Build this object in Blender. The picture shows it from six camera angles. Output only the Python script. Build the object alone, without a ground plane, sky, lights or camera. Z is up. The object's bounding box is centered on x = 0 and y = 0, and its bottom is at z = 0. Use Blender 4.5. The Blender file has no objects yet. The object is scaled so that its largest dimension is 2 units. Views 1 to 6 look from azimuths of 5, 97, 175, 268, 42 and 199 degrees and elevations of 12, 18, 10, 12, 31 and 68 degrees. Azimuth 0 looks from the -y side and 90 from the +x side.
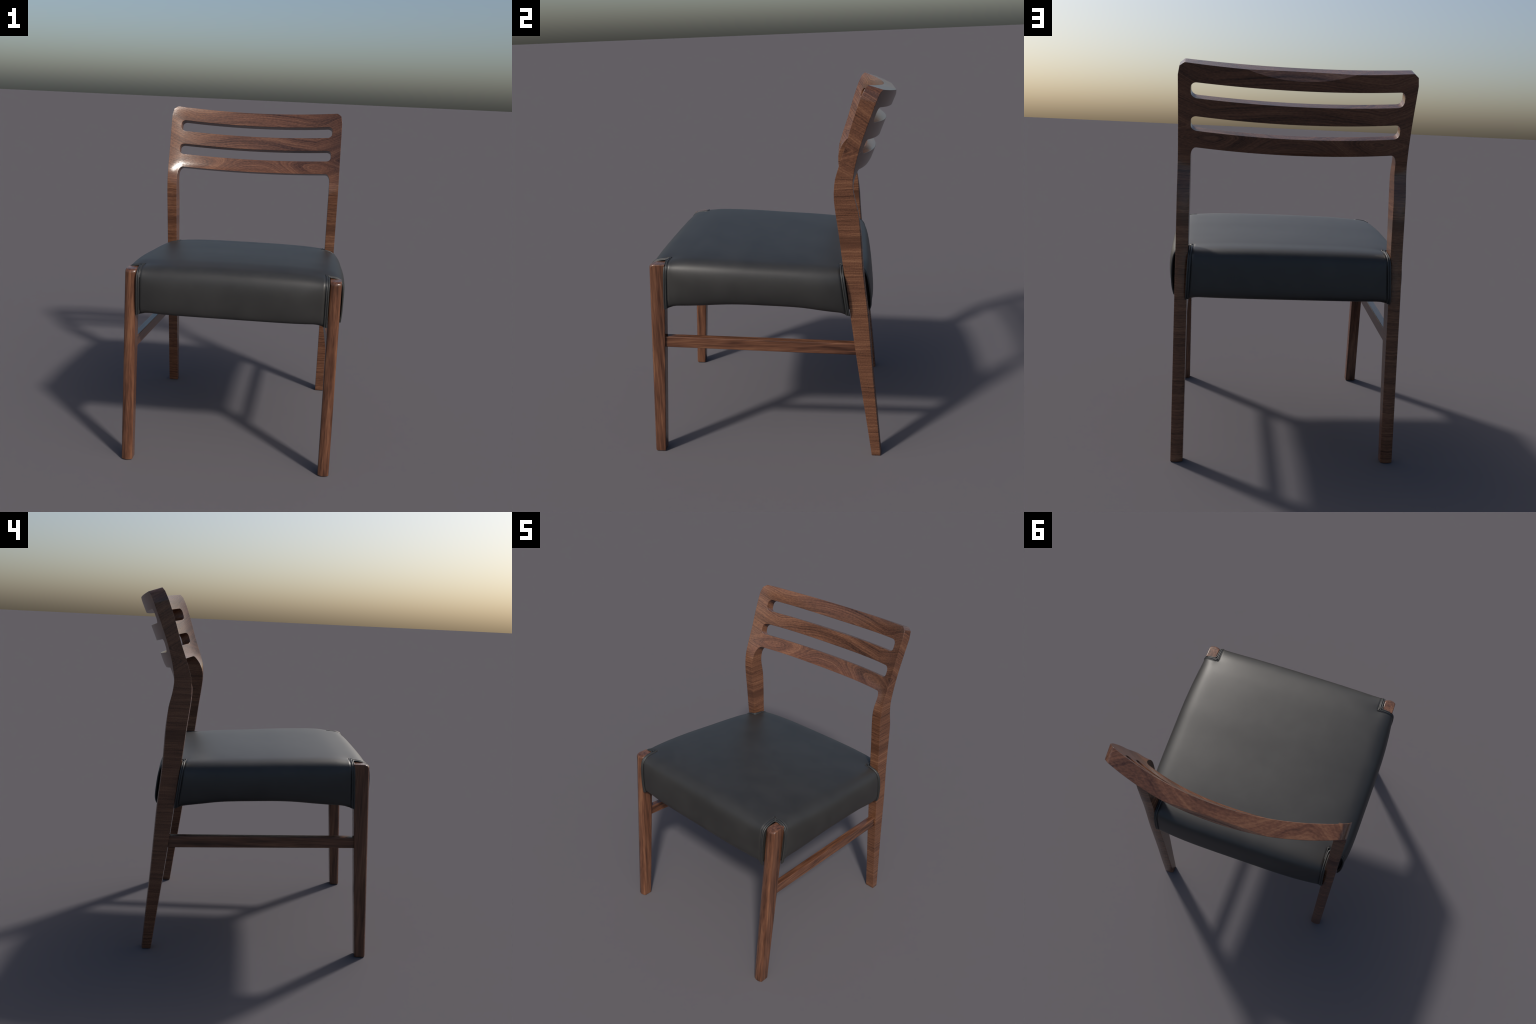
# Walnut dining chair: two front legs, a bent back frame (posts + three curved slats),
# two side stretchers and a dark leather cushion whose cover is a plus-shaped sheet
# with four flaps folded down between the legs, edged with a double welt.
import bpy, bmesh, math
from mathutils import Vector

HALF, INNER = 0.575, 0.513            # outer and inner x of the back posts

# ----------------------------------------------------------------------------- helpers
def lerp(a, b, t): return a + (b - a) * t
def clamp(v, a=0.0, b=1.0): return max(a, min(b, v))
def smooth(a, b, v):
    """Smooth 0..1 step from a to b (a may be the larger)."""
    t = clamp((v - a) / (b - a)); return t * t * (3 - 2 * t)

def spline(knots, t):
    """Catmull-Rom through (t, a, b, ...) knots, non-uniform in t."""
    n = len(knots)
    i = 0
    while i < n - 2 and t > knots[i + 1][0]: i += 1
    k1, k2 = knots[i], knots[i + 1]
    k0 = knots[i - 1] if i > 0 else None
    k3 = knots[i + 2] if i + 2 < n else None
    h = k2[0] - k1[0]; u = (t - k1[0]) / h
    out = []
    for c in range(1, len(k1)):
        d = (k2[c] - k1[c]) / h
        m1 = d if k0 is None else (k2[c] - k0[c]) / (k2[0] - k0[0])
        m2 = d if k3 is None else (k3[c] - k1[c]) / (k3[0] - k1[0])
        u2, u3 = u * u, u * u * u
        out.append((2*u3 - 3*u2 + 1) * k1[c] + (u3 - 2*u2 + u) * h * m1
                   + (-2*u3 + 3*u2) * k2[c] + (u3 - u2) * h * m2)
    return out

def mesh_object(name, mesh, parent, material):
    ob = bpy.data.objects.new(name, mesh)
    bpy.context.scene.collection.objects.link(ob)
    ob.parent = parent
    if not mesh.materials: mesh.materials.append(material)
    return ob

def weighted(ob):
    """Apply a Weighted Normal modifier so that broad faces stay flat beside round edges."""
    md = ob.modifiers.new("wn", 'WEIGHTED_NORMAL'); md.weight = 80; md.keep_sharp = True
    dg = bpy.context.evaluated_depsgraph_get()
    me = bpy.data.meshes.new_from_object(ob.evaluated_get(dg), depsgraph=dg)
    ob.modifiers.clear(); old = ob.data; ob.data = me; bpy.data.meshes.remove(old)
    return ob

# ----------------------------------------------------------------------------- materials
def new_mat(name):
    m = bpy.data.materials.new(name); m.use_nodes = True
    nt = m.node_tree; nt.nodes.clear()
    out = nt.nodes.new('ShaderNodeOutputMaterial')
    b = nt.nodes.new('ShaderNodeBsdfPrincipled')
    nt.links.new(b.outputs[0], out.inputs[0])
    return m, nt, b

class G:
    """Small node-graph writer."""
    def __init__(s, nt): s.nt = nt
    def node(s, typ, **kw):
        n = s.nt.nodes.new(typ)
        for k, v in kw.items(): setattr(n, k, v)
        return n
    def put(s, sock, v):
        if isinstance(v, bpy.types.NodeSocket): s.nt.links.new(v, sock)
        else: sock.default_value = v
    def math(s, op, a, b=0.0, c=0.0):
        n = s.node('ShaderNodeMath', operation=op)
        s.put(n.inputs[0], a); s.put(n.inputs[1], b); s.put(n.inputs[2], c)
        return n.outputs[0]
    def step(s, a, b, v):
        n = s.node('ShaderNodeMapRange', interpolation_type='SMOOTHSTEP')
        s.put(n.inputs[0], v); n.inputs[1].default_value = a; n.inputs[2].default_value = b
        return n.outputs[0]
    def vec(s, x, y, z):
        n = s.node('ShaderNodeCombineXYZ')
        for i, v in enumerate((x, y, z)): s.put(n.inputs[i], v)
        return n.outputs[0]
    def noise(s, v, scale=1.0, detail=2.0, rough=0.5, distort=0.0):
        n = s.node('ShaderNodeTexNoise')
        s.put(n.inputs['Vector'], v); n.inputs['Scale'].default_value = scale
        n.inputs['Detail'].default_value = detail; n.inputs['Roughness'].default_value = rough
        n.inputs['Distortion'].default_value = distort
        return n.outputs[0]
    def ramp(s, f, stops):
        n = s.node('ShaderNodeValToRGB'); r = n.color_ramp
        r.elements[0].position, r.elements[0].color = stops[0][0], (*stops[0][1], 1)
        r.elements[1].position, r.elements[1].color = stops[-1][0], (*stops[-1][1], 1)
        for p, c in stops[1:-1]:
            e = r.elements.new(p); e.color = (*c, 1)
        s.put(n.inputs[0], f); return n.outputs[0]
    def mix(s, f, a, b, mode='MIX'):
        n = s.node('ShaderNodeMix', data_type='RGBA', blend_type=mode)
        s.put(n.inputs[0], f); s.put(n.inputs[6], a); s.put(n.inputs[7], b)
        return n.outputs[2]
    def xyz(s):
        t = s.node('ShaderNodeTexCoord'); p = s.node('ShaderNodeSeparateXYZ')
        s.nt.links.new(t.outputs['Object'], p.inputs[0])
        return t.outputs['Object'], p.outputs[0], p.outputs[1], p.outputs[2]

WALNUT = [(0.25, (0.028, 0.0115, 0.0070)), (0.42, (0.074, 0.0315, 0.0180)),
          (0.56, (0.120, 0.0515, 0.0285)), (0.75, (0.190, 0.090, 0.048))]

def finish_wood(g, b, grain, fine):
    b.inputs['Roughness'].default_value = 0.22
    b.inputs['Specular IOR Level'].default_value = 0.5
    bump = g.node('ShaderNodeBump'); bump.inputs['Strength'].default_value = 0.10
    bump.inputs['Distance'].default_value = 0.004
    g.put(bump.inputs['Height'], fine); g.put(b.inputs['Normal'], bump.outputs[0])

def straight_wood(name, axis, seed):
    """Walnut with the grain running along one axis ('y' or 'z')."""
    m, nt, b = new_mat(name); g = G(nt); o, x, y, z = g.xyz()
    if axis == 'z':
        a, c, l = x, y, z
    else:
        a, c, l = x, z, y
    v1 = g.vec(g.math('MULTIPLY', a, 55), g.math('MULTIPLY', c, 55), g.math('MULTIPLY_ADD', l, 3.0, seed))
    v2 = g.vec(g.math('MULTIPLY', a, 210), g.math('MULTIPLY', c, 210), g.math('MULTIPLY_ADD', l, 9.0, seed))
    v3 = g.vec(g.math('MULTIPLY', a, 12), g.math('MULTIPLY', c, 12), g.math('MULTIPLY_ADD', l, 2.0, seed))
    n1 = g.noise(v1, 1, 3, 0.55, 0.3); n2 = g.noise(v2, 1, 2, 0.5); n3 = g.noise(v3, 1, 2, 0.5)
    f = g.math('ADD', g.math('MULTIPLY', n1, 0.5), g.math('ADD', g.math('MULTIPLY', n2, 0.25), g.math('MULTIPLY', n3, 0.25)))
    col = g.ramp(f, [(0.34, WALNUT[0][1]), (0.45, WALNUT[1][1]), (0.54, WALNUT[2][1]), (0.66, WALNUT[3][1])])
    g.put(b.inputs['Base Color'], col)
    finish_wood(g, b, f, n2)
    return m

def frame_wood(name="walnut_back_frame", gain=1.0):
    """Walnut of the back frame: cross bands on the posts, sweeping figure on the slats."""
    m, nt, b = new_mat(name); g = G(nt); o, x, y, z = g.xyz()
    ax = g.math('ABSOLUTE', x)
    # posts: the bands run level, a little wavy
    wav = g.noise(g.vec(g.math('MULTIPLY', x, 18), g.math('MULTIPLY', y, 26), g.math('MULTIPLY', z, 22)), 1, 2, 0.5)
    zz = g.math('ADD', z, g.math('MULTIPLY', g.math('SUBTRACT', wav, 0.5), 0.010))
    p1 = g.noise(g.vec(g.math('MULTIPLY', x, 3), g.math('MULTIPLY', y, 4), g.math('MULTIPLY', zz, 150)), 1, 3, 0.6)
    p2 = g.noise(g.vec(g.math('MULTIPLY', x, 1.0), g.math('MULTIPLY', y, 1.5), g.math('MULTIPLY', zz, 17)), 1, 2, 0.5)
    p3 = g.noise(g.vec(g.math('MULTIPLY', x, 40), g.math('MULTIPLY', y, 160), g.math('MULTIPLY', z, 200)), 1, 2, 0.5)
    fp = g.math('ADD', g.math('MULTIPLY', p1, 0.55), g.math('ADD', g.math('MULTIPLY', p2, 0.20), g.math('MULTIPLY', p3, 0.25)))
    # slats: lines along x in the middle, bending up to the posts near the ends
    # depth behind the bowed front, so that the lines also run along the upper faces
    depth = g.math('SUBTRACT', y, g.math('MULTIPLY', g.math('SUBTRACT', 1.0, g.math('POWER', g.math('DIVIDE', ax, HALF), 2.0)), 0.113))
    low = g.math('SUBTRACT', 1.0, g.step(1.63, 1.70, z))       # the lowest slat has the boldest arches
    arch = g.math('MULTIPLY', g.step(0.04, 0.44, ax), g.math('MULTIPLY_ADD', low, 0.19, 0.035))
    rise = g.math('MULTIPLY', g.math('POWER', g.math('MAXIMUM', g.math('SUBTRACT', ax, 0.40), 0.0), 1.3), 0.7)
    bend = g.math('SUBTRACT', rise, arch)
    swirl = g.noise(g.vec(g.math('MULTIPLY', x, 7), g.math('MULTIPLY', y, 3), g.math('MULTIPLY', z, 14)), 1, 2, 0.5)
    amp = g.math('MULTIPLY', g.step(0.05, 0.42, ax), 0.035)
    h = g.math('ADD', g.math('SUBTRACT', g.math('MULTIPLY_ADD', depth, 0.7, z), bend), g.math('MULTIPLY', g.math('SUBTRACT', swirl, 0.5), amp))
    s1 = g.noise(g.vec(g.math('MULTIPLY', x, 2.2), 0.0, g.math('MULTIPLY', h, 120)), 1, 3, 0.55)
    s2 = g.noise(g.vec(g.math('MULTIPLY', x, 1.2), 0.0, g.math('MULTIPLY', h, 18)), 1, 2, 0.5)
    s3 = g.noise(g.vec(g.math('MULTIPLY', x, 60), g.math('MULTIPLY', y, 120), g.math('MULTIPLY', z, 160)), 1, 2, 0.5)
    fs = g.math('ADD', g.math('MULTIPLY', s1, 0.44), g.math('ADD', g.math('MULTIPLY', s2, 0.34), g.math('MULTIPLY', s3, 0.22)))
    # posts carry the cross bands up to the knee, the slat figure above it
    k = g.step(1.54, 1.62, z)
    col_p = g.ramp(fp, [(0.33, (0.038, 0.0155, 0.0088)), (0.44, (0.092, 0.0395, 0.0215)),
                        (0.55, (0.140, 0.062, 0.0335)), (0.68, (0.215, 0.104, 0.056))])
    col_s = g.ramp(fs, [(0.36, WALNUT[0][1]), (0.45, WALNUT[1][1]), (0.54, WALNUT[2][1]), (0.66, WALNUT[3][1])])
    col = g.mix(k, col_p, col_s)
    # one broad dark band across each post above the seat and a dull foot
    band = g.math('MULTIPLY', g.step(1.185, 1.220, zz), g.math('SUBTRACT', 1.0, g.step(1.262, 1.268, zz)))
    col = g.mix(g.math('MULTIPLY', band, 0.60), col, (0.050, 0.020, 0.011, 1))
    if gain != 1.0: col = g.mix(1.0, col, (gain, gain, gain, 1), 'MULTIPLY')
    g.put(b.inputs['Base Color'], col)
    finish_wood(g, b, fs, p3)
    return m

def leather(name, base, rough=0.47):
    m, nt, b = new_mat(name); g = G(nt); o, x, y, z = g.xyz()
    n1 = g.noise(o, 7, 3, 0.5); n2 = g.noise(o, 190, 3, 0.6)
    f = g.math('ADD', g.math('MULTIPLY', n1, 0.7), g.math('MULTIPLY', n2, 0.3))
    dk = tuple(c * 0.85 for c in base); lt = tuple(c * 1.15 for c in base)
    g.put(b.inputs['Base Color'], g.ramp(f, [(0.35, dk), (0.65, lt)]))
    b.inputs['Roughness'].default_value = rough
    b.inputs['Specular IOR Level'].default_value = 0.5
    bump = g.node('ShaderNodeBump'); bump.inputs['Strength'].default_value = 0.06
    bump.inputs['Distance'].default_value = 0.003
    g.put(bump.inputs['Height'], n2); g.put(b.inputs['Normal'], bump.outputs[0])
    return m

MAT_LEG = straight_wood("walnut_leg", 'z', 3.7)
MAT_STRETCHER = straight_wood("walnut_stretcher", 'y', 8.1)
MAT_FRAME = frame_wood()
MAT_PALE_FLAT = frame_wood("walnut_pale_flat", 2.3)  # same figure, colour lightened on the rear flat of the top rail
MAT_LEATHER = leather("dark_leather", (0.0235, 0.0230, 0.0222))
MAT_WELT = leather("dark_leather_welt", (0.020, 0.021, 0.021), 0.5)
MAT_LINING = leather("dark_lining", (0.018, 0.018, 0.018))

# ----------------------------------------------------------------------------- root
root = bpy.data.objects.new("wooden_chair", None)
bpy.context.scene.collection.objects.link(root)
root["label"] = "walnut dining chair with dark leather cushion and slatted back"
root["category"] = "chair"

# ----------------------------------------------------------------------------- back frame
# Side profile of a post: t, front y, front z, back y, back z
POST = [(0.00, .547, 0.00, .594, 0.00), (0.25, .512, 0.25, .572, 0.25), (0.47, .480, 0.47, .551, 0.47),
        (0.67, .453, 0.67, .535, 0.67), (0.85, .430, 0.85, .520, 0.85), (1.00, .411, 1.00, .503, 1.00),
        (1.10, .396, 1.10, .493, 1.10), (1.27, .375, 1.27, .482, 1.27), (1.385, .359, 1.385, .472, 1.385),
        (1.45, .352, 1.45, .456, 1.45), (1.50, .352, 1.50, .447, 1.50), (1.55, .357, 1.55, .445, 1.54),
        (1.60, .371, 1.60, .451, 1.585), (1.65, .387, 1.65, .460, 1.633), (1.73, .414, 1.73, .481, 1.712),
        (1.82, .440, 1.82, .511, 1.800), (1.91, .470, 1.91, .545, 1.890), (2.004, .506, 2.004, .578, 1.981)]
SLOTS = [(1.692, 1.761), (1.846, 1.917)]
RAIL_BOTTOM, TOP = 1.609, 2.004
CUT_Y, CUT_Z, CUT_TILT = 0.677, 1.903, math.radians(10)   # flat planed off the back of the top rail

# depth of the bow at the front and the back face: t, front, back
ARC = [(0.0, .12, .092), (1.60, .120, .092), (1.69, .124, .103), (1.78, .122, .106), (1.86, .116, .109), (1.93, .110, .111), (2.004, .108, .112)]

def frame_point(x, t, back):
    fy, fz, by, bz = spline(POST, t)
    arc = (1 - (x / HALF) ** 2) * smooth(1.47, 1.64, t)
    if not back:
        kf = spline(ARC, t)[0]
        ax = abs(x)      # the post face is turned in a little where it meets the slats
        turn = 0.014 * (1 - (1 - clamp((HALF - ax) / 0.10)) ** 2) * smooth(0.0, 0.46, ax) * smooth(1.50, 1.66, t) * (1 - 0.9 * smooth(1.90, 2.0, t))
        return Vector((x, fy + kf * arc + turn, fz - 0.029 * arc))
    belly = 0.008 * max(0.0, 1 - ((abs(x) - 0.544) / 0.031) ** 2) * (1 - smooth(1.25, 1.42, t)) if abs(x) > INNER - 1e-6 else 0
    return Vector((x, by + spline(ARC, t)[1] * arc + belly, bz - (0.029 + 0.006 * smooth(1.9, 2.0, t)) * arc))

def corner_cut(x, r, depth):
    """How far a rounded slot corner of size r pulls in at |x| close to INNER (0..depth)."""
    d = abs(x) - (INNER - r)
    if d <= 0: return 0.0
    d = min(d / r, 1.0)
    return depth * (1 - math.sqrt(max(0.0, 1 - d * d)))

def build_frame():
    # columns
    r = 0.028
    cols = [INNER - r * (1 - math.sin(math.pi / 2 * i / 5)) for i in range(6)]      # rounded slot end
    mid = [i / 18 * (INNER - r) for i in range(18)]
    pos = mid + cols
    post = [INNER + (HALF - INNER) * i / 8 for i in range(1, 9)]
    half = pos + post
    xs = [-v for v in reversed(half[1:])] + half
    # rows as named bands; a row's t may depend on x
    rows = []                                                        # (function(x) -> t, band)
    nlow = 46
    low_top = RAIL_BOTTOM - 0.055
    def edge_lo(base, depth, rr):   # lower edge of a rail, drops at the ends
        return lambda x: base - corner_cut(x, rr, depth)
    def edge_hi(base, depth, rr):
        return lambda x: base + corner_cut(x, rr, depth)
    for i in range(nlow):
        rows.append((lambda x, a=low_top * i / nlow: a, 'post'))
    e = [edge_lo(RAIL_BOTTOM, 0.055, 0.028)]
    hs = [(b - a) / 2 for a, b in SLOTS]
    e.append(edge_hi(SLOTS[0][0], hs[0] - 0.010, r)); e.append(edge_lo(SLOTS[0][1], hs[0] - 0.010, r))
    e.append(edge_hi(SLOTS[1][0], hs[1] - 0.010, r)); e.append(edge_lo(SLOTS[1][1], hs[1] - 0.010, r))
    def top_edge(x):
        a = abs(x)
        if a < 0.543: return TOP
        if a < 0.568: return lerp(TOP, TOP - 0.020, (a - 0.543) / 0.025)
        return lerp(TOP - 0.020, TOP - 0.060, (a - 0.568) / 0.007)
    e.append(top_edge)
    nr = 7
    for k, band in enumerate(('rail0', 'slot', 'rail1', 'slot', 'rail2')):
        n = nr if band != 'slot' else 2
        for i in range(n):
            rows.append((lambda x, a=e[k], b=e[k + 1], f=i / n: lerp(a(x), b(x), f), band))
    rows.append((e[5], 'end'))
    nx, ny = len(xs), len(rows)
    bm = bmesh.new(); V = {}
    def vert(i, j, back):
        key = (i, j, back)
        if key not in V: V[key] = bm.verts.new(frame_point(xs[i], rows[j][0](xs[i]), back))
        return V[key]
    def filled(i, j):
        if not (0 <= i < nx - 1 and 0 <= j < ny - 1): return False
        xm = abs((xs[i] + xs[i + 1]) / 2)
        return xm > INNER or rows[j][1].startswith('rail')
    rim_f, rim_b = [], []
    for i in range(nx - 1):
        for j in range(ny - 1):
            if not filled(i, j): continue
            a, b_, c, d = (i, j), (i + 1, j), (i + 1, j + 1), (i, j + 1)
            bm.faces.new([vert(*p, 0) for p in (a, b_, c, d)])
            bm.faces.new([vert(*p, 1) for p in (d, c, b_, a)])
            for p, q, di, dj in ((a, b_, 0, -1), (b_, c, 1, 0), (c, d, 0, 1), (d, a, -1, 0)):
                if not filled(i + di, j + dj):
                    bm.faces.new([vert(*q, 0), vert(*p, 0), vert(*p, 1), vert(*q, 1)])
                    rim_f.append((p, q)); rim_b.append((p, q))
    ef = [bm.edges.get((V[(*p, 0)], V[(*q, 0)])) for p, q in rim_f]
    eb = [bm.edges.get((V[(*p, 1)], V[(*q, 1)])) for p, q in rim_b]
    bm.normal_update()
    bmesh.ops.bevel(bm, geom=ef, offset=0.0042, segments=3, profile=0.5, affect='EDGES', clamp_overlap=True)
    eb = [x for x in eb if x.is_valid]
    bmesh.ops.bevel(bm, geom=eb, offset=0.0035, segments=2, profile=0.5, affect='EDGES', clamp_overlap=True)
    # the flat at the back of the top rail
    cut = bmesh.ops.bisect_plane(bm, geom=bm.verts[:] + bm.edges[:] + bm.faces[:], dist=1e-6,
                                 plane_co=(0, CUT_Y, CUT_Z), plane_no=(0, math.cos(CUT_TILT), math.sin(CUT_TILT)))
    ce = [g_ for g_ in cut['geom_cut'] if isinstance(g_, bmesh.types.BMEdge)]
    for v in bm.verts:
        v.co.y = min(v.co.y, CUT_Y - (v.co.z - CUT_Z) * math.tan(CUT_TILT))
    for ed in ce: ed.smooth = False
    bmesh.ops.recalc_face_normals(bm, faces=bm.faces[:])
    for f in bm.faces: f.smooth = True
    me = bpy.data.meshes.new("frame_whole"); bm.to_mesh(me); bm.free()
    whole = mesh_object("frame_whole", me, root, MAT_FRAME)
    weighted(whole); me = whole.data
    # split by region, keeping the normals of the whole
    # rails drop in the middle, so sort slats by their frame height instead of plain z
    regions = {}
    for p in me.polygons:
        c = p.center
        drop = 0.029 * (1 - (c.x / HALF) ** 2)
        if abs(c.x) > INNER - 0.001: key = ("back_leg", 1 if c.x > 0 else 0)
        else:
            t = c.z + drop
            key = ("top_rail", 0) if t > 1.865 else (("back_slat", 1) if t > 1.712 else ("back_slat", 0))
        regions.setdefault(key, []).append(p)
    nrm = [n.vector.copy() for n in me.corner_normals]
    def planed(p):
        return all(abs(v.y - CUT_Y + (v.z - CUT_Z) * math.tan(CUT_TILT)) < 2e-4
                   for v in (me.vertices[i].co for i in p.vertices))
    for key in sorted(regions):
        idx, verts, faces, loops = {}, [], [], []
        for p in regions[key]:
            f = []
            for li in p.loop_indices:
                vi = me.loops[li].vertex_index
                if vi not in idx: idx[vi] = len(verts); verts.append(me.vertices[vi].co.copy())
                f.append(idx[vi]); loops.append(nrm[li])
            faces.append(f)
        part = bpy.data.meshes.new(key[0]); part.from_pydata(verts, [], faces)
        part.polygons.foreach_set("use_smooth", [True] * len(part.polygons))
        part.normals_split_custom_set(loops)
        mesh_object(key[0], part, root, MAT_FRAME)
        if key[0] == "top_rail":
            part.materials.append(MAT_PALE_FLAT)
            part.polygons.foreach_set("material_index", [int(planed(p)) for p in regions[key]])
    bpy.data.objects.remove(whole); bpy.data.meshes.remove(me)

build_frame()

# ----------------------------------------------------------------------------- front legs
LEG_TOP = 1.121
def build_front_leg():
    """Tapered square leg with a convex front face and a rounded front top edge."""
    bm = bmesh.new(); rings = []
    zs = [LEG_TOP * i / 16 for i in range(15)] + [LEG_TOP - 0.034 + 0.034 * i / 7 for i in range(8)]
    r = 0.020
    for z in zs:
        t = z / LEG_TOP
        front = lerp(-0.671, -0.610, t); back = lerp(-0.618, -0.532, t)
        belly = 0.0115
        if z > LEG_TOP - r:
            front += r - math.sqrt(max(0, r * r - (z - (LEG_TOP - r)) ** 2))
        x0, x1 = 0.5360, 0.5995
        ring = [bm.verts.new((lerp(x1, x0, i / 8), front - belly * (1 - (i / 4 - 1) ** 2), z)) for i in range(9)]
        ring += [bm.verts.new((x0, back, z)), bm.verts.new((x1, back, z))]
        rings.append(ring)
    n = len(rings[0])
    for a, b in zip(rings, rings[1:]):
        for i in range(n): bm.faces.new((a[i], a[(i + 1) % n], b[(i + 1) % n], b[i]))
    bm.faces.new(list(reversed(rings[0]))); bm.faces.new(rings[-1])
    bmesh.ops.recalc_face_normals(bm, faces=bm.faces[:])
    sharp = [e for e in bm.edges if len(e.link_faces) == 2 and e.calc_face_angle() > math.radians(38)]
    bmesh.ops.bevel(bm, geom=sharp, offset=0.0045, segments=3, profile=0.5, affect='EDGES', clamp_overlap=True)
    for f in bm.faces: f.smooth = True
    me = bpy.data.meshes.new("front_leg"); bm.to_mesh(me); bm.free()
    leg = weighted(mesh_object("front_leg", me, root, MAT_LEG))
    return leg

def mirrored(ob):
    """Copy of a part on the other side of the chair, as clean mesh data."""
    bm = bmesh.new(); bm.from_mesh(ob.data)
    for v in bm.verts: v.co.x = -v.co.x
    bmesh.ops.reverse_faces(bm, faces=bm.faces[:])
    me = bpy.data.meshes.new(ob.data.name); bm.to_mesh(me); bm.free()
    return mesh_object(ob.name.split('.')[0], me, root, ob.data.materials[0])

leg = build_front_leg()
weighted(mirrored(leg))

# ----------------------------------------------------------------------------- stretchers
def build_stretcher():
    bm = bmesh.new(); rings = []
    n = 12
    for i in range(n + 1):
        f = i / n
        y = lerp(-0.590, 0.475, f)
        zt, zb = lerp(0.708, 0.668, f), lerp(0.647, 0.602, f)
        x1, x0 = lerp(0.589, 0.565, f), lerp(0.549, 0.524, f)
        rings.append([bm.verts.new(p) for p in ((x0, y, zb), (x1, y, zb), (x1, y, zt), (x0, y, zt))])
    for a, b in zip(rings, rings[1:]):
        for i in range(4): bm.faces.new((a[i], a[(i + 1) % 4], b[(i + 1) % 4], b[i]))
    bm.faces.new(rings[0]); bm.faces.new(list(reversed(rings[-1])))
    bmesh.ops.recalc_face_normals(bm, faces=bm.faces[:])
    sharp = [e for e in bm.edges if e.calc_face_angle() > math.radians(38)]
    bmesh.ops.bevel(bm, geom=sharp, offset=0.004, segments=3, profile=0.5, affect='EDGES', clamp_overlap=True)
    for f in bm.faces: f.smooth = True
    me = bpy.data.meshes.new("stretcher"); bm.to_mesh(me); bm.free()
    return weighted(mesh_object("stretcher", me, root, MAT_STRETCHER))
weighted(mirrored(build_stretcher()))

# ----------------------------------------------------------------------------- seat cushion
FX, FY = 0.517, -0.521                # front notch corner of the cover
BX, BY = 0.495, 0.379                 # back notch corner
CROWN = [(-0.60, 1.142), (-0.521, 1.149), (-0.43, 1.154), (-0.2, 1.145), (0.0, 1.131), (0.2, 1.118), (0.379, 1.103), (0.5, 1.085)]
# flap profiles: s, outward fraction, drop fraction
SIDE_PROFILE = [(0, 0, 0), (.12, .36, .022), (.25, .68, .085), (.38, .89, .21), (.50, .975, .39), (.62, 1.0, .56),
                (.74, .99, .73), (.85, .93, .88), (.93, .83, .965), (1.0, .70, 1.0)]
FRONT_PROFILE = [(0, 0, 0), (.12, .37, .022), (.25, .70, .085), (.38, .90, .21), (.50, .975, .38), (.62, 1.0, .55),
                 (.74, 1.0, .73), (.85, .98, .88), (.93, .93, .965), (1.0, .86, 1.0)]
BACK_PROFILE = [(0, 0, 0), (.15, .40, .015), (.29, .68, .055), (.40, .83, .14), (.50, .90, .28), (.62, .95, .49),
                (.76, .99, .72), (.88, 1.0, .87), (.95, .97, .95), (1.0, .90, 1.0)]
# at the front legs the flaps stand nearly square
BOX_PROFILE = [(0, 0, 0), (.20, .42, .008), (.34, .75, .045), (.44, .92, .12), (.55, .985, .26), (.70, 1.0, .50),
               (.85, .99, .78), (1.0, .93, 1.0)]
SIDE_BOTTOM = [(-.56, .884), (-.387, .892), (-.19, .901), (.014, .893), (.185, .881), (.303, .862), (.421, .843), (.46, .836)]

def top_point(u, v):
    """Top of the cover for u, v in -1..1 (u to +x, v to the back)."""
    w = (v + 1) / 2
    x = lerp(FX, BX, w) * u; y = lerp(FY, BY, w)
    z = spline(CROWN, y)[0] - 0.011 * abs(u) ** 3
    z -= (0.007 if v < 0 else 0.004) * (abs(u) ** 10) * (abs(v) ** 10)
    return Vector((x, y, z))

def blend(a, b, s, w):
    return [lerp(p, q, w) for p, q in zip(spline(a, s), spline(b, s))]
def front_flap(u, s):
    p = top_point(u, -1); o, d = blend(FRONT_PROFILE, BOX_PROFILE, s, abs(u) ** 6)
    out = lerp(0.112, 0.125, 1 - abs(u) ** 5)
    return Vector((p.x, p.y - o * out, p.z - d * (p.z - 0.868)))
def back_flap(u, s):
    p = top_point(u, 1); o, d = spline(BACK_PROFILE, s)
    out = lerp(0.160, 0.180, 1 - abs(u) ** 4)
    return Vector((p.x * (1 + 0.02 * d), p.y + o * out, p.z - d * (p.z - 0.840)))
def side_flap(v, s, sign):
    p = top_point(1, v); o, d = blend(SIDE_PROFILE, BOX_PROFILE, s, max(0, -v) ** 6 + 0.6 * max(0, v) ** 6)
    out = lerp(0.096 if v < 0 else 0.102, 0.122, 1 - abs(v) ** (3.0 if v < 0 else 8))
    y = p.y + (0.034 * d * max(0, v) ** 2) - 0.016 * d * max(0, -v) ** 2
    zb = spline(SIDE_BOTTOM, y)[0] - 0.005
    return Vector((sign * (p.x + o * out), y, p.z - d * (p.z - zb)))

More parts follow.
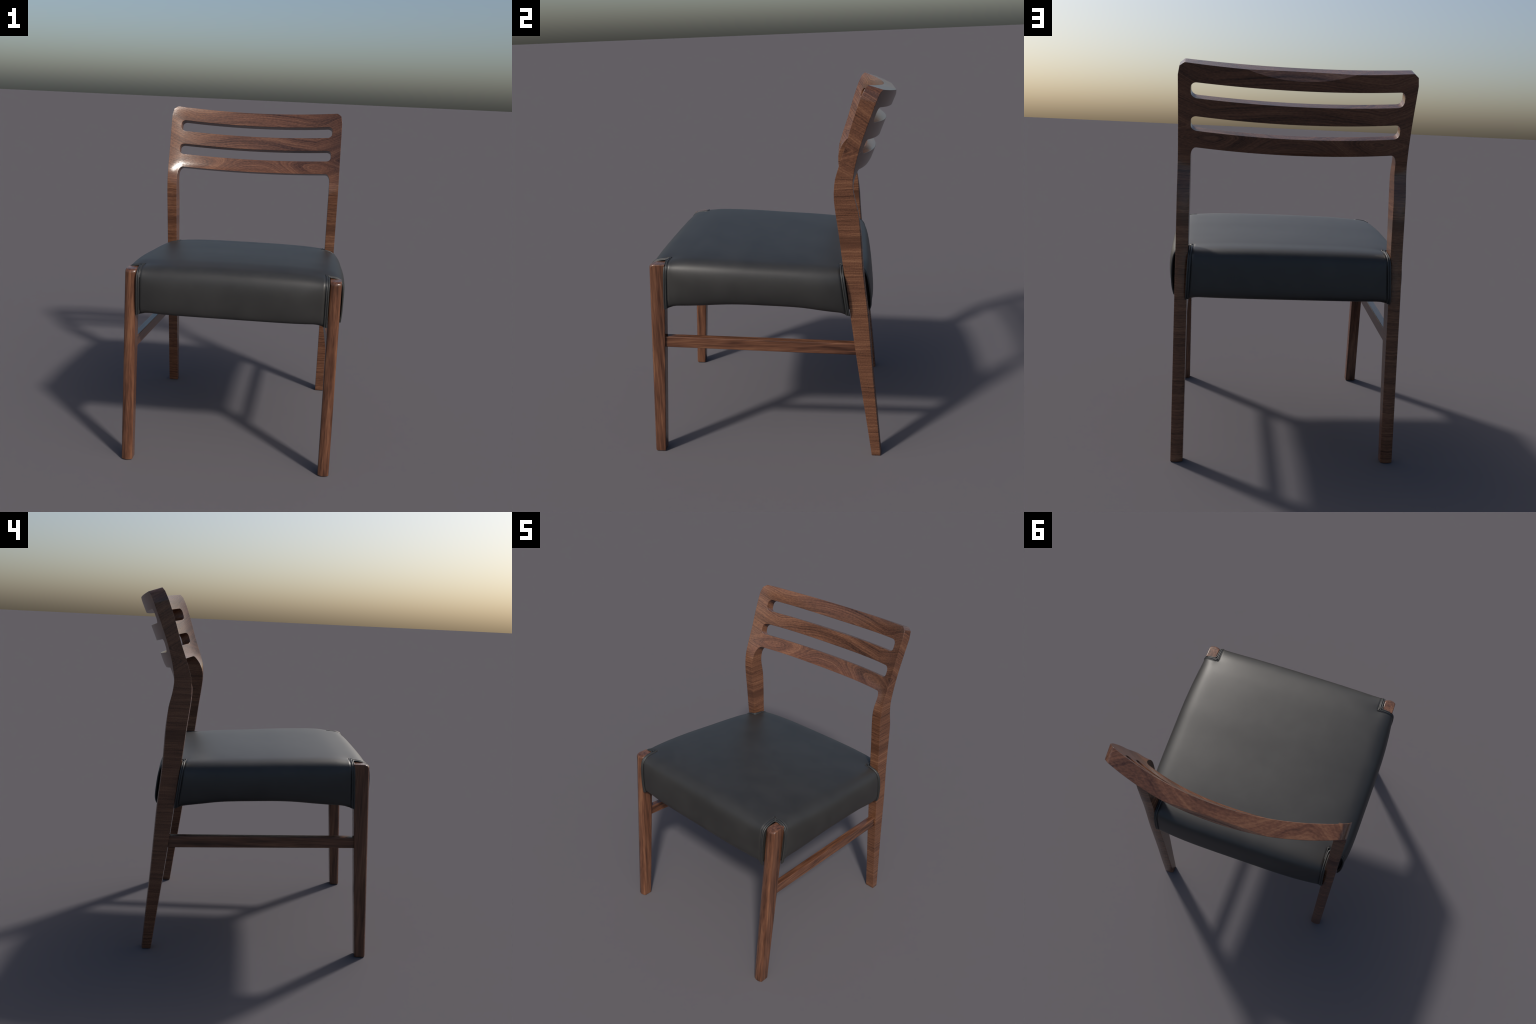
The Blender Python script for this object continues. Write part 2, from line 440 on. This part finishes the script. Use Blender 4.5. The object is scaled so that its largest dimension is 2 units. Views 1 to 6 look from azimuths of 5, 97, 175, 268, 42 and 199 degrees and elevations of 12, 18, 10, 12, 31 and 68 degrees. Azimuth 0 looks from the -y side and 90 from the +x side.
def build_cover():
    bm = bmesh.new(); N, M = 56, 30
    top = [[bm.verts.new(top_point(i / N * 2 - 1, j / N * 2 - 1)) for j in range(N + 1)] for i in range(N + 1)]
    for i in range(N):
        for j in range(N): bm.faces.new((top[i][j], top[i + 1][j], top[i + 1][j + 1], top[i][j + 1]))
    def flap(first, fn):
        grid = [first]
        for k in range(1, M + 1):
            grid.append([bm.verts.new(fn(i / N * 2 - 1, k / M)) for i in range(N + 1)])
        # hem turned under
        grid.append([bm.verts.new(lerp(v.co, Vector((0, -.05, v.co.z + .012)), 0.06)) for v in grid[-1]])
        grid.append([bm.verts.new(lerp(v.co, Vector((0, -.05, v.co.z + .020)), 0.12)) for v in grid[-1]])
        for a, b in zip(grid, grid[1:]):
            for i in range(N): bm.faces.new((a[i], a[i + 1], b[i + 1], b[i]))
    flap([top[i][0] for i in range(N + 1)], front_flap)
    flap([top[i][N] for i in range(N + 1)], back_flap)
    flap([top[N][j] for j in range(N + 1)], lambda v, s: side_flap(v, s, 1))
    flap([top[0][j] for j in range(N + 1)], lambda v, s: side_flap(v, s, -1))
    # gussets: the cover turned in along the notch edges, closing the corner against the wood
    def gusset(edge, inward):
        rows = [[bm.verts.new(Vector(p)) for p in edge]]
        for f in (0.5, 1.0): rows.append([bm.verts.new(inward(p, f)) for p in edge])
        for a, b in zip(rows, rows[1:]):
            for i in range(len(a) - 1): bm.faces.new((a[i], a[i + 1], b[i + 1], b[i]))
    for sx in (1, -1):
        for v in (1, -1):
            c = top_point(sx, v); fl = back_flap if v > 0 else front_flap
            gusset([side_flap(v, k / M, sx) for k in range(M + 1)],
                   lambda p, f: Vector((lerp(p.x, c.x - sx * 0.01, f), p.y - v * 0.002 * f, p.z)))
            gusset([fl(sx, k / M) for k in range(M + 1)],
                   lambda p, f: Vector((p.x - sx * 0.002 * f, lerp(p.y, c.y - v * 0.01, f), p.z)))
    inner = [v for v in bm.verts if not v.is_boundary]
    for _ in range(6):
        bmesh.ops.smooth_vert(bm, verts=inner, factor=0.5, use_axis_x=True, use_axis_y=True, use_axis_z=True)
    bmesh.ops.recalc_face_normals(bm, faces=bm.faces[:])
    for f in bm.faces: f.smooth = True
    me = bpy.data.meshes.new("cushion"); bm.to_mesh(me); bm.free()
    ob = mesh_object("cushion", me, root, MAT_LEATHER)
    md = ob.modifiers.new("s", 'SOLIDIFY'); md.thickness = 0.006; md.offset = -1
    dg = bpy.context.evaluated_depsgraph_get()
    me2 = bpy.data.meshes.new_from_object(ob.evaluated_get(dg), depsgraph=dg)
    ob.modifiers.clear(); ob.data = me2; bpy.data.meshes.remove(me)
    if ob.data.polygons[0].normal.z < 0 and ob.data.polygons[0].center.z > 1.1: ob.data.flip_normals()
    return ob
cushion = build_cover()

# double welt along each notch: up one flap edge, round the corner, down the other
def tube(name, pts, radius):
    cu = bpy.data.curves.new(name, 'CURVE'); cu.dimensions = '3D'
    cu.bevel_depth = radius; cu.bevel_resolution = 3; cu.use_fill_caps = True
    sp = cu.splines.new('POLY'); sp.points.add(len(pts) - 1)
    for q, p in zip(sp.points, pts): q.co = (*p, 1)
    tmp = bpy.data.objects.new(name, cu); bpy.context.scene.collection.objects.link(tmp)
    dg = bpy.context.evaluated_depsgraph_get()
    me = bpy.data.meshes.new_from_object(tmp.evaluated_get(dg), depsgraph=dg)
    bpy.data.objects.remove(tmp); bpy.data.curves.remove(cu)
    me.polygons.foreach_set("use_smooth", [True] * len(me.polygons))
    me.name = name
    return me

def welt_path(sx, back, gap):
    """Flap edge path moved by 'gap' into the notch."""
    K = 28; v = 1 if back else -1; dy = 1 if back else -1
    a = [(back_flap if back else front_flap)(sx, 1 - k / K) + Vector((sx * gap, 0, -0.3 * gap)) for k in range(K)]
    c = top_point(sx, v) + Vector((sx * gap, dy * gap, 0.001))
    b = [side_flap(v, k / K, sx) + Vector((0, dy * gap, -0.3 * gap)) for k in range(1, K + 1)]
    a = [p for p in a if (p.y - c.y) * dy > 0.004]
    b = [p for p in b if (p.x - c.x) * sx > 0.004]
    pts = a + [c] + b
    for _ in range(5):
        pts = [pts[0]] + [(pts[i - 1] + pts[i] * 2 + pts[i + 1]) / 4 for i in range(1, len(pts) - 1)] + [pts[-1]]
    return pts

for sx in (1, -1):
    for back in (False, True):
        for gap, rad in ((0.003, 0.0055), (0.0125, 0.0050)):
            mesh_object("welt", tube("welt", welt_path(sx, back, gap), rad), cushion, MAT_WELT)

# padding that shows in the notches, and the board closing the underside
def box(name, lo, hi, mat, parent, bevel=0.004):
    bm = bmesh.new(); bmesh.ops.create_cube(bm, size=1)
    for v in bm.verts:
        v.co = Vector([lerp(lo[i], hi[i], v.co[i] + 0.5) for i in range(3)])
    bmesh.ops.bevel(bm, geom=bm.edges[:], offset=bevel, segments=2, profile=0.5, affect='EDGES')
    me = bpy.data.meshes.new(name); bm.to_mesh(me); bm.free()
    return mesh_object(name, me, parent, mat)
box("padding", (-0.496, -0.53, 0.900), (0.496, 0.38, 1.055), MAT_LINING, cushion)
box("padding", (-0.492, 0.379, 0.885), (0.492, 0.500, 1.035), MAT_LINING, cushion)
box("padding", (-0.500, -0.585, 0.900), (0.500, -0.531, 1.05), MAT_LINING, cushion)
box("seat_board", (-0.575, -0.50, 0.906), (0.575, 0.36, 0.925), MAT_LINING, cushion)
